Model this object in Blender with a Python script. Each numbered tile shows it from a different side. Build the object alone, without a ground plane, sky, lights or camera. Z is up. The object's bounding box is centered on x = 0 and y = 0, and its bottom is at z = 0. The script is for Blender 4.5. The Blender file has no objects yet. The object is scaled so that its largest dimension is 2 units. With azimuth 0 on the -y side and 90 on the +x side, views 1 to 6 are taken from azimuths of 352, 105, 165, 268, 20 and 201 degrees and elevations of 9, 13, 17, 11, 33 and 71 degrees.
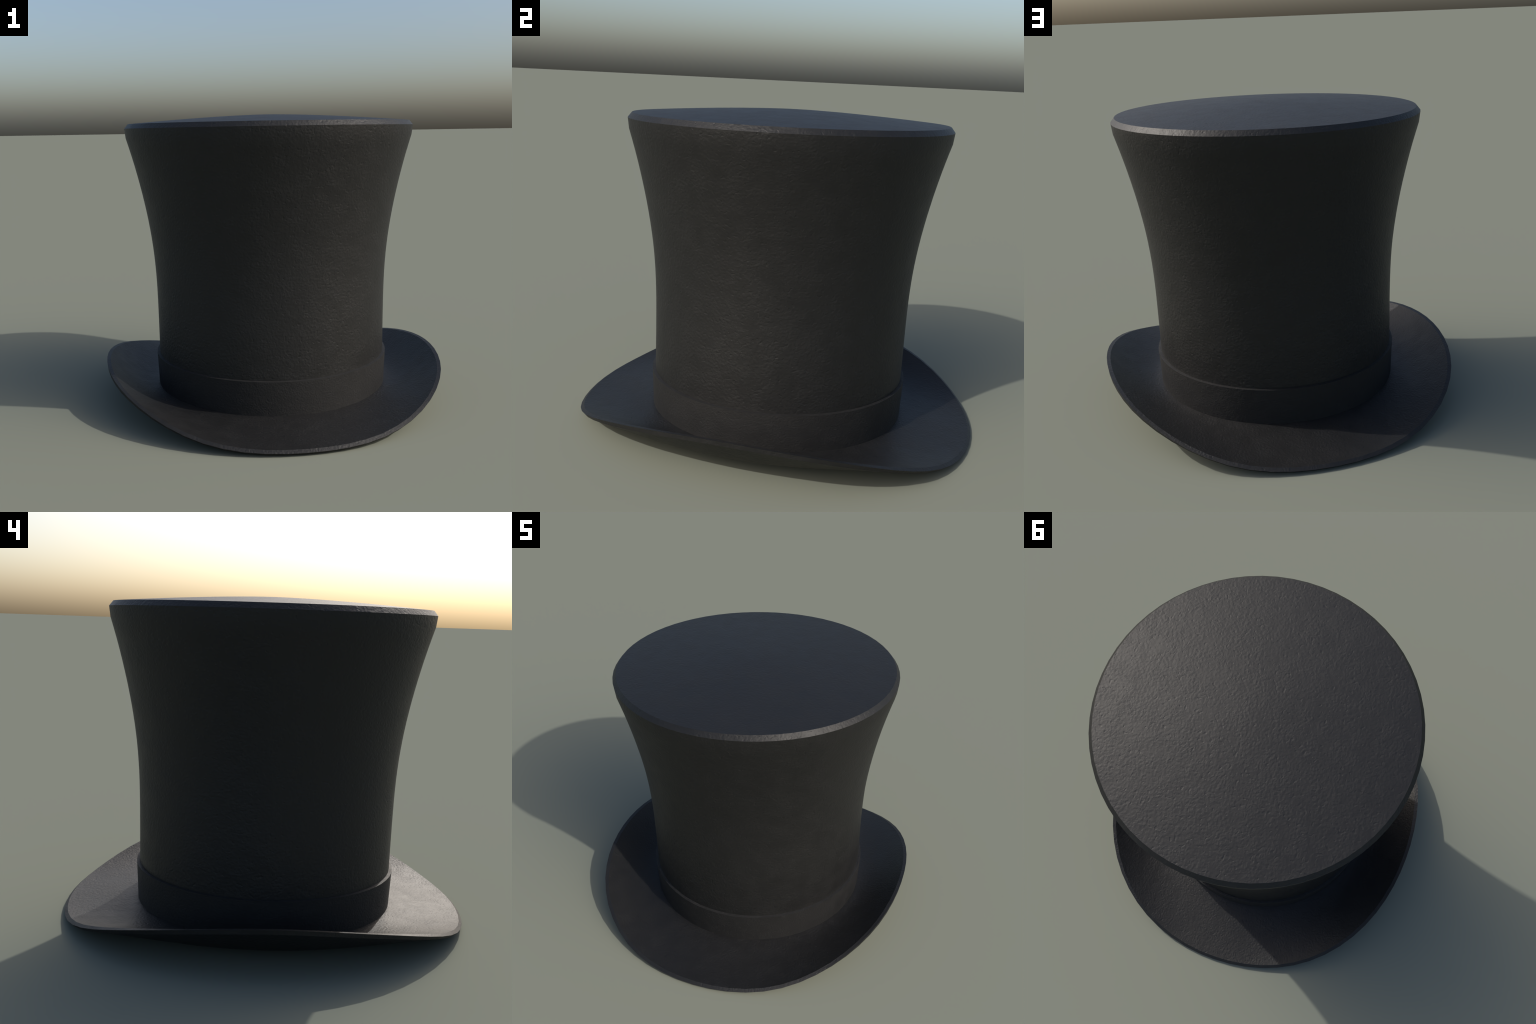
"""A tall black hat: flared crown with a bevelled, slightly domed top, a plain band,
and a wide brim whose two sides curl upward."""
import bpy, bmesh, math
from mathutils import Vector

SEGMENTS = 64            # facets round every ring
TAU = math.tau
FELT = 0.025             # thickness of the felt

# ------------------------------------------------------------------ helpers

def smooth_curve(knots, x):
    """Natural cubic spline through (x, y) knots."""
    n = len(knots)
    xs = [k[0] for k in knots]
    ys = [k[1] for k in knots]
    h = [xs[i + 1] - xs[i] for i in range(n - 1)]
    a, b, c, d = [0.0] * n, [1.0] * n, [0.0] * n, [0.0] * n
    for i in range(1, n - 1):
        a[i], b[i], c[i] = h[i - 1], 2 * (h[i - 1] + h[i]), h[i]
        d[i] = 6 * ((ys[i + 1] - ys[i]) / h[i] - (ys[i] - ys[i - 1]) / h[i - 1])
    for i in range(1, n):
        w = a[i] / b[i - 1]
        b[i] -= w * c[i - 1]
        d[i] -= w * d[i - 1]
    m = [0.0] * n
    m[-1] = d[-1] / b[-1]
    for i in range(n - 2, -1, -1):
        m[i] = (d[i] - c[i] * m[i + 1]) / b[i]
    i = max(j for j in range(n - 1) if j == 0 or xs[j] <= x)
    t0, t1, s = x - xs[i], xs[i + 1] - x, h[i]
    return (m[i] * t1 ** 3 + m[i + 1] * t0 ** 3) / (6 * s) + (ys[i] / s - m[i] * s / 6) * t1 + (ys[i + 1] / s - m[i + 1] * s / 6) * t0


def revolve(name, profile, material, closed=True, sharp_angle=28.0):
    """Turn a profile round the z axis. profile(theta) gives a list of (radius, z);
    radius 0 closes on a pole."""
    bm = bmesh.new()
    columns = []
    poles = {}
    for s in range(SEGMENTS):
        theta = TAU * s / SEGMENTS
        column = []
        for i, (r, z) in enumerate(profile(theta)):
            if r == 0.0:
                if i not in poles:
                    poles[i] = bm.verts.new((0, 0, z))
                column.append(poles[i])
            else:
                column.append(bm.verts.new((r * math.cos(theta), r * math.sin(theta), z)))
        columns.append(column)
    count = len(columns[0])
    for s in range(SEGMENTS):
        left, right = columns[s], columns[(s + 1) % SEGMENTS]
        for i in range(count if closed else count - 1):
            j = (i + 1) % count
            ring = []
            for v in (left[i], right[i], right[j], left[j]):
                if v not in ring:
                    ring.append(v)
            if len(ring) > 2:
                bm.faces.new(ring)
    bmesh.ops.recalc_face_normals(bm, faces=bm.faces)
    mesh = bpy.data.meshes.new(name)
    bm.to_mesh(mesh)
    bm.free()
    for p in mesh.polygons:
        p.use_smooth = True
    mesh.set_sharp_from_angle(angle=math.radians(sharp_angle))
    mesh.materials.append(material)
    ob = bpy.data.objects.new(name, mesh)
    bpy.context.scene.collection.objects.link(ob)
    return ob

# ------------------------------------------------------------------ material

def felt_material(name, base, rough, grain, strength, stretch):
    """Black felt with a fine, pebbled, faintly creased grain."""
    mat = bpy.data.materials.new(name)
    mat.use_nodes = True
    nt = mat.node_tree
    bsdf = nt.nodes["Principled BSDF"]
    link = nt.links.new
    coord = nt.nodes.new("ShaderNodeTexCoord")
    mapping = nt.nodes.new("ShaderNodeMapping")
    mapping.inputs["Scale"].default_value = stretch
    link(coord.outputs["Object"], mapping.inputs["Vector"])

    def noise(scale, detail, roughness, distortion=0.0):
        n = nt.nodes.new("ShaderNodeTexNoise")
        n.inputs["Scale"].default_value = scale
        n.inputs["Detail"].default_value = detail
        n.inputs["Roughness"].default_value = roughness
        n.inputs["Distortion"].default_value = distortion
        link(mapping.outputs["Vector"], n.inputs["Vector"])
        return n

    def math_node(op, a, b):
        m = nt.nodes.new("ShaderNodeMath")
        m.operation = op
        for k, v in enumerate((a, b)):
            if isinstance(v, (int, float)):
                m.inputs[k].default_value = v
            else:
                link(v, m.inputs[k])
        return m.outputs[0]

    fine = noise(grain, 1.0, 0.45, 0.0)
    patches = noise(grain * 0.16, 2.0, 0.5)
    # the grain comes and goes in patches
    mask = nt.nodes.new("ShaderNodeMapRange")
    mask.inputs["From Min"].default_value = 0.35
    mask.inputs["From Max"].default_value = 0.65
    mask.inputs["To Min"].default_value = 0.45
    mask.inputs["To Max"].default_value = 1.0
    link(patches.outputs["Fac"], mask.inputs["Value"])
    height = math_node("MULTIPLY", fine.outputs["Fac"], mask.outputs["Result"])
    # a scatter of small pits
    dimples = noise(grain * 0.85, 0.0, 0.5)
    pits = nt.nodes.new("ShaderNodeMapRange")
    pits.interpolation_type = "SMOOTHSTEP"
    pits.inputs["From Min"].default_value = 0.15
    pits.inputs["From Max"].default_value = 0.34
    pits.inputs["To Min"].default_value = 0.42
    pits.inputs["To Max"].default_value = 0.0
    link(dimples.outputs["Fac"], pits.inputs["Value"])
    height = math_node("SUBTRACT", height, pits.outputs["Result"])

    bump = nt.nodes.new("ShaderNodeBump")
    bump.inputs["Strength"].default_value = strength
    bump.inputs["Distance"].default_value = 0.01
    link(height, bump.inputs["Height"])
    link(bump.outputs["Normal"], bsdf.inputs["Normal"])

    tint = nt.nodes.new("ShaderNodeValToRGB")
    tint.color_ramp.elements[0].position = 0.3
    tint.color_ramp.elements[1].position = 0.7
    tint.color_ramp.elements[0].color = tuple(c * 0.88 for c in base) + (1,)
    tint.color_ramp.elements[1].color = tuple(c * 1.12 for c in base) + (1,)
    link(patches.outputs["Fac"], tint.inputs["Fac"])
    link(tint.outputs["Color"], bsdf.inputs["Base Color"])
    # the nap is a little shinier in some patches than in others
    sheen = nt.nodes.new("ShaderNodeMapRange")
    sheen.inputs["From Min"].default_value = 0.3
    sheen.inputs["From Max"].default_value = 0.7
    sheen.inputs["To Min"].default_value = rough - 0.025
    sheen.inputs["To Max"].default_value = rough + 0.025
    link(patches.outputs["Fac"], sheen.inputs["Value"])
    link(sheen.outputs["Result"], bsdf.inputs["Roughness"])
    bsdf.inputs["IOR"].default_value = 1.5
    bsdf.inputs["Specular IOR Level"].default_value = 0.39
    return mat


FELT_COLOUR = (0.0080, 0.0080, 0.0080)
crown_felt = felt_material("crown_felt", FELT_COLOUR, 0.54, 78.0, 0.22, (1, 0.92, 1.05))
top_felt = felt_material("top_felt", FELT_COLOUR, 0.55, 78.0, 0.19, (1, 0.92, 1.05))
brim_felt = felt_material("brim_felt", (0.0072, 0.0072, 0.0073), 0.56, 92.0, 0.21, (1, 0.9, 1))
band_cloth = felt_material("band_cloth", (0.0088, 0.0087, 0.0086), 0.69, 120.0, 0.2, (1, 0.8, 1))

# ------------------------------------------------------------------ crown

# radius of the crown at each height: almost straight low down, flaring to the top
CROWN_FLARE = [(0.05, 0.6315), (0.20, 0.6316), (0.35, 0.6323), (0.50, 0.6335), (0.65, 0.6367), (0.80, 0.6462),
               (0.95, 0.6645), (1.10, 0.6912), (1.25, 0.7250), (1.35, 0.7512), (1.434, 0.7756)]
RIM_OUTER = (0.7818, 1.4843)    # widest ring, foot of the bevel
RIM_INNER = (0.7626, 1.5081)    # head of the bevel, edge of the flat top
APEX = 1.5515                   # middle of the top


def crown_profile(_theta):
    heights = [0.05 + (1.434 - 0.05) * i / 28 for i in range(29)]
    outer = [(smooth_curve(CROWN_FLARE, z), z) for z in heights]
    inner = [(r - FELT, z) for r, z in outer]
    return outer + [RIM_OUTER, RIM_INNER, (0.735, 1.490)] + inner[::-1]


def top_profile(_theta):
    r0, z0 = RIM_INNER
    rings = 14
    dome = []
    for i in range(rings + 1):
        r = r0 * (1 - i / rings)
        dome.append((r if i < rings else 0.0, APEX - (APEX - z0) * (r / r0) ** 1.5))
    return dome + [(0.0, APEX - FELT), (0.40, 1.512), (0.745, 1.497)]

# ------------------------------------------------------------------ brim

EDGE_IN, EDGE_HALF = 0.0150, 0.0124     # bevel of the brim's edge: depth inward, half thickness
BRIM_FOOT = 0.640                       # where the brim meets the band


def side_lift(theta):
    """0 at front and back, 1 at the two sides: how far the brim is curled up."""
    c = lambda k: math.cos(k * theta)
    v = 0.4936 + 0.5206 * c(2) - 0.0015 * c(4) - 0.0271 * c(6) + 0.0101 * c(8)
    return min(1.0, max(0.0, v))


def brim_edge(theta):
    """Outermost ring of the brim and the tilt of the felt there."""
    c = lambda k: math.cos(k * theta)
    r = 0.9755 - 0.0373 * c(2) - 0.0132 * c(4) + 0.0008 * c(6)
    z = 0.0126 + 0.219 * side_lift(theta)
    tilt = math.radians(max(0.0, 23.5 + 26.4 * c(2) - 4.2 * c(6) - 0.9 * c(8)))
    return r, z, tilt


def brim_top(theta, u):
    """Height of the upper face, u = 0 at the band and 1 at the edge bevel."""
    u = max(u, 0.0)
    r, z, tilt = brim_edge(theta)
    z_edge = z - EDGE_IN * math.sin(tilt) + EDGE_HALF * math.cos(tilt)
    flat = 0.025 + 0.033 * (1 - u) ** 1.5
    # the curl starts almost flat and steepens outward (a Hermite ease from band to edge)
    start, lean_in, lean_out = 0.065, 0.12, 1.25
    curl = (start * (2 * u ** 3 - 3 * u * u + 1) + lean_in * (u ** 3 - 2 * u * u + u)
            + (3 * u * u - 2 * u ** 3) + lean_out * (u ** 3 - u * u))
    return flat + (z_edge - 0.025) * curl


def brim_profile(theta):
    r, z, tilt = brim_edge(theta)
    ct, st = math.cos(tilt), math.sin(tilt)
    head = (r - EDGE_IN * ct - EDGE_HALF * st, z - EDGE_IN * st + EDGE_HALF * ct)
    foot = (r - EDGE_IN * ct + EDGE_HALF * st, z - EDGE_IN * st - EDGE_HALF * ct)
    steps = 18
    span = head[0] - BRIM_FOOT
    us = [-0.12] + [i / steps for i in range(steps)]
    top = [(BRIM_FOOT + span * u, brim_top(theta, u)) for u in us]
    under = []
    for u in us:
        e = 0.01
        slope = (brim_top(theta, u + e) - brim_top(theta, u - e)) / (2 * e * span)
        k = 2 * EDGE_HALF * (1 + 0.25 * math.sin(math.pi * max(u, 0.0))) / math.hypot(1, slope)
        under.append((BRIM_FOOT + span * u + slope * k, brim_top(theta, u) - k))
    under = [p for p in under if p[0] < foot[0] - 0.004]
    while len(under) < len(us):
        under.append((0.5 * (under[-1][0] + foot[0]), 0.5 * (under[-1][1] + foot[1])))
    return top + [head, (r, z), foot] + under[::-1]

# ------------------------------------------------------------------ band

def band_profile(theta):
    lift = math.cos(theta) ** 2
    ledge_in = (0.620, 0.2405 + 0.006 * lift)
    lean = math.sin(theta)          # the band sits a hair lower at the front
    ledge_mid = (0.6317, 0.2410 + 0.0070 * lift + 0.0025 * lean)
    ledge_out = (0.6472, 0.2392 + 0.0072 * lift + 0.0030 * lean)
    foot_z = 0.045 + 0.0154 * lift
    wall = [(0.6470 + (0.6392 - 0.6470) * t, ledge_out[1] + (foot_z - ledge_out[1]) * t) for t in (0.25, 0.5, 0.75, 1.0)]
    return [ledge_in, ledge_mid, ledge_out] + wall + [(0.620, foot_z)]

# ------------------------------------------------------------------ assembly

hat = bpy.data.objects.new("top_hat", None)
bpy.context.scene.collection.objects.link(hat)
hat["label"] = "tall black felt top hat with flared crown and curled brim"
hat["category"] = "top hat"

parts = [
    revolve("crown", crown_profile, crown_felt),
    revolve("crown_top", top_profile, top_felt),
    revolve("hat_band", band_profile, band_cloth),
    revolve("brim", brim_profile, brim_felt),
]
for part in parts:
    part.parent = hat
